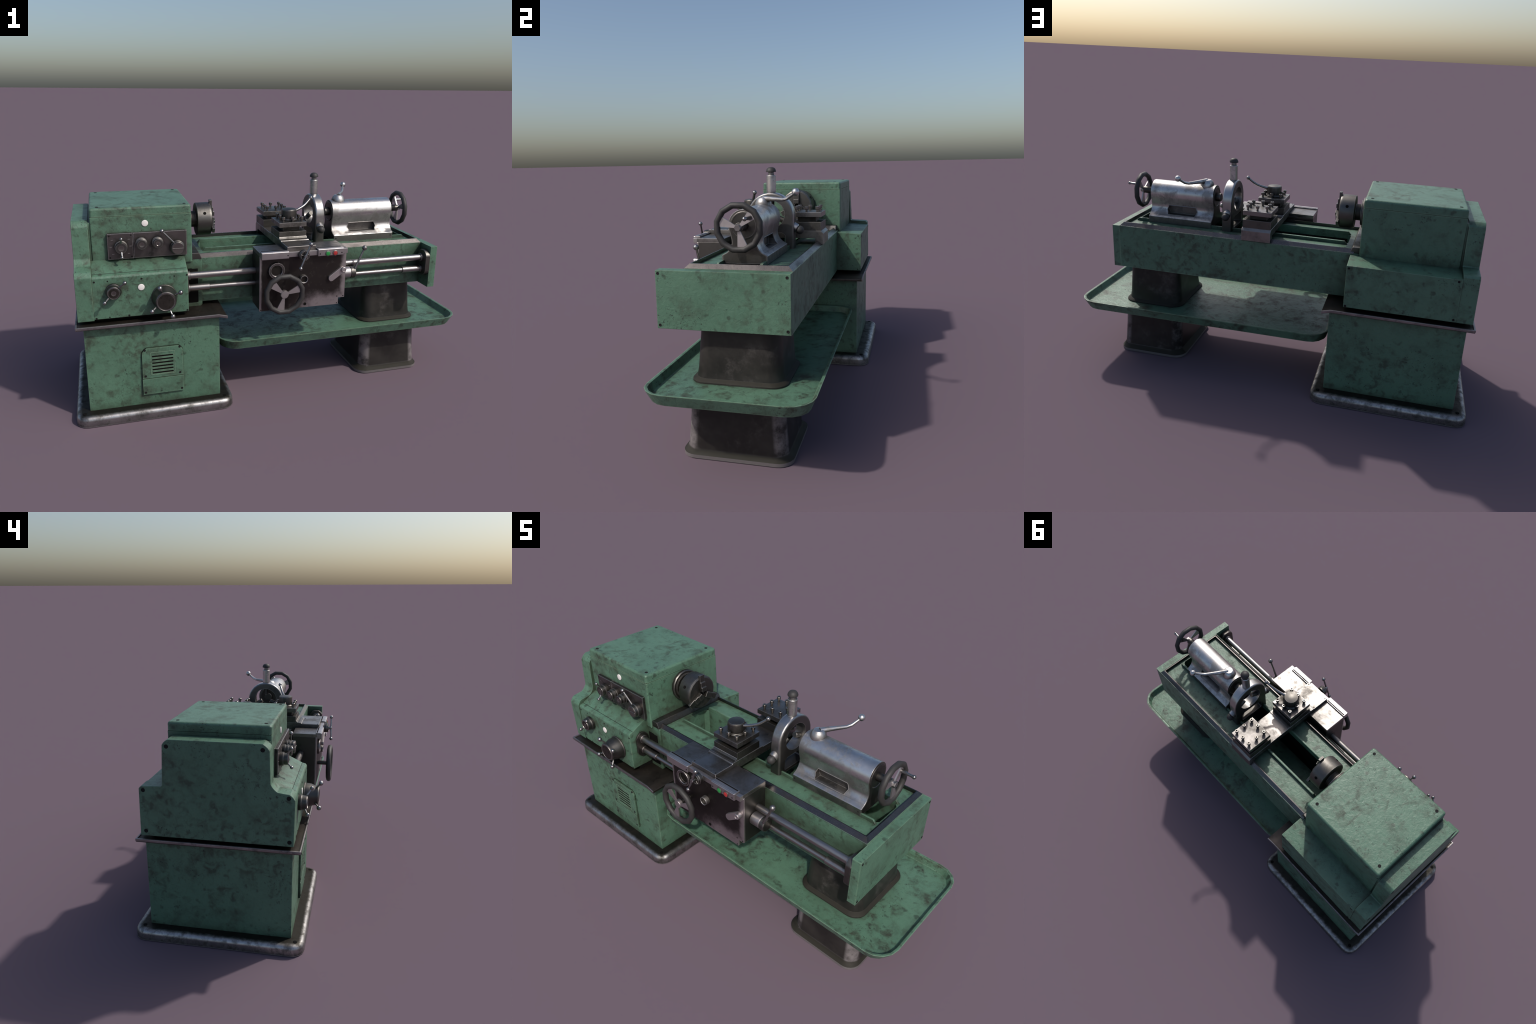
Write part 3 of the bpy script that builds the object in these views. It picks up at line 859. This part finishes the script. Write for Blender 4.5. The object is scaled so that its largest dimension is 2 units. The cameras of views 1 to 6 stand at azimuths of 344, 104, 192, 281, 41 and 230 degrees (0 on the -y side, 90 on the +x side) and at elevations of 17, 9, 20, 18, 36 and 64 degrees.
finish(bm, "post_clamp_lever", BALL, front)

# ------------------------------------------------------------------ steady rest
SX0, SX1, SZ = .2270, .2790, .8580
out = [(AY + .1035 * cos(radians(a)), SZ + .1010 * sin(radians(a))) for a in range(0, 181, 12)]
out = [(AY + .1035, .7130)] + out + [(AY - .1035, .7130)]
steady = prism("steady_rest", STEADY, out, 'x', SX0, SX1, .010, 4, angle=50, pick=lambda e: abs(e.verts[0].co.x - e.verts[1].co.x) < 1e-4 and max(v.co.z for v in e.verts) > .72)
bore = [(AY + .0640 * cos(2 * pi * i / 28), .8640 + .0600 * sin(2 * pi * i / 28)) for i in range(28)]
gate = fillet([(AY - .066, .7270), (AY + .066, .7270), (AY + .066, .7720), (AY + .050, .7850), (AY - .050, .7850), (AY - .066, .7720)], .004, 2)
cut(steady, [cutter_prism(bore, 'x', .15, .35), cutter_prism(gate, 'x', .15, .35)])
cx = .2520
turn("steady_column", STEEL, [(.024, -.010), (.0215, .000), (.0195, .004), (.0205, .008), (.0205, .076), (.0190, .078), (.0130, .078), (.0130, .090)], (cx, AY, .9540), (0, 0, 1), 24, steady, 30)
turn("steady_knob", RUBBER, [(.012, 0), (.0125, .008), (.0215, .0085), (.0222, .012), (.0205, .019), (.0160, .0255), (.0090, .0290), (0, .0300)], (cx, AY, 1.0380), (0, 0, 1), 22, steady, 45)
for a, sy in ((207, -1), (333, 1)):
    d = Vector((0, cos(radians(a)), sin(radians(a))))
    c = Vector((cx, AY, SZ)) + d * .095
    t = turn("steady_sleeve", STEEL, cyl(.0205, -.01, .033, .003), c, d, 22, steady)
    turn("steady_knob", RUBBER, [(.013, .030), (.013, .036), (.0175, .037), (.0190, .042), (.0185, .050), (.0140, .058), (.007, .062), (0, .063)], c, d, 20, t, 45)
for a in (90, 207, 333):
    d = Vector((0, cos(radians(a)), sin(radians(a))))
    turn("steady_finger", DARK, cyl(.0125, .026, .075, .002), (cx, AY, .862), d, 16, steady)

# ------------------------------------------------------------------ tailstock
half = [(.060 * sin(radians(a)), AZ + .0605 * cos(radians(a))) for a in range(0, 111, 10)]
half += [(.0525, .8230), (.0488, .8070), (.0480, .7960), (.0500, .7850), (.0570, .7700), (.0690, .7580), (.0840, .7500), (.0885, .7470), (.0885, .7150)]
prof = [(AY + y, z) for y, z in half] + [(AY - y, z) for y, z in reversed(half[1:])]
tail = prism("tailstock", STEEL, prof, 'x', .3420, .6800, .0015, 2, angle=50)
win = [(.4375, .7580), (.5830, .7580), (.5925, .7810), (.5830, .8035), (.4375, .8035), (.4280, .7810)]
cut(tail, [cutter_prism(win, 'y', -.2, -.014), cutter_prism(win, 'y', .042, .2)])
def half_width(z):
    """Half breadth of the tailstock casting below its barrel."""
    for (a, za), (b, zb) in zip(half[12:], half[13:]):
        if zb <= z <= za:
            return b + (a - b) * (z - zb) / (za - zb)
    return half[12][0]
for sgn in (-1, 1):                                  # worn bright lip round each pocket
    loop = []
    for (xa, za), (xb, zb) in zip(win, win[1:] + win[:1]):
        for i in range(6):
            x, z = xa + (xb - xa) * i / 6, za + (zb - za) * i / 6
            loop.append((x, AY + sgn * (half_width(z) + .0004), z))
    bm = bmesh.new()
    add_tube(bm, loop + loop[:1], .0016, 6)
    finish(bm, "pocket_lip", LIPS, tail)
for x, s in ((.3420, -1), (.6800, 1)):
    turn("tailstock_end_cap", DARK, [(.0520, -.002), (.0520, .0030), (.0505, .0040), (.0470, .0040), (.0460, .0025), (0, .0025)], (x, AY, AZ), (s, 0, 0), 28, tail)
    face_prof = [(AY + (y - AY) * .95, min(max(z, .7180), AZ + .02)) for y, z in prof if z < AZ + .035]
    prism("tailstock_end_face", DARK, face_prof, 'x', min(x, x + s * .0014), max(x, x + s * .0014), 0, 1, tail)
turn("tailstock_quill", DARK, [(.016, 0), (.0215, .002), (.0215, .030), (.0200, .031), (.0200, .040)], (.3150, AY, AZ), (1, 0, 0), 20, tail)
for x in (.352, .668):
    screw(tail, (x, -.0745, .732), '-y', .0030)
# clamp: domed boss and bent lever
cl = turn("clamp_boss", STEEL, [(.0345, -.022), (.0345, -.012), (.0330, .000), (.0275, .012), (.0200, .0190), (.0185, .0200), (0, .0205)], (.3920, AY, .9260), (0, 0, 1), 22, tail, 45)
bm = bmesh.new()
add_tube(bm, [(.3950, .018, .9400), (.4180, .058, .9400), (.4550, .1130, .9400), (.4680, .1330, .9460), (.4870, .1700, .9710)], [.0125, .0100, .0072, .0070, .0050], 12)
add_ball(bm, (.4870, .1700, .9720), .0150)
finish(bm, "clamp_lever", STEEL, tail)
tw = handwheel("tailstock_handwheel", (.7480, AY, AZ), (1, 0, 0), (0, 0, 1), .0940, .0120, (42, 162, 282), .0125, .006)
turn("wheel_shaft", DARK, cyl(.0175, 0, .066), (.6790, AY, AZ), (1, 0, 0), 18, tw)
turn("wheel_nut", BALL, [(.0135, 0), (.0135, .008), (.0115, .010), (0, .010)], (.7520, AY, AZ), (1, 0, 0), 6, tw)
bm = bmesh.new()
add_tube(bm, [(.7460, .0590, .8960), (.7560, .0585, .8960), (.7860, .0560, .8965), (.8040, .0550, .8970)], [.0100, .0080, .0058, .0062], 12)
add_ball(bm, (.8060, .0550, .8970), .0082)
finish(bm, "wheel_crank", BALL, tw)

for me in [m for m in bpy.data.meshes if m.users == 0]:
    bpy.data.meshes.remove(me)
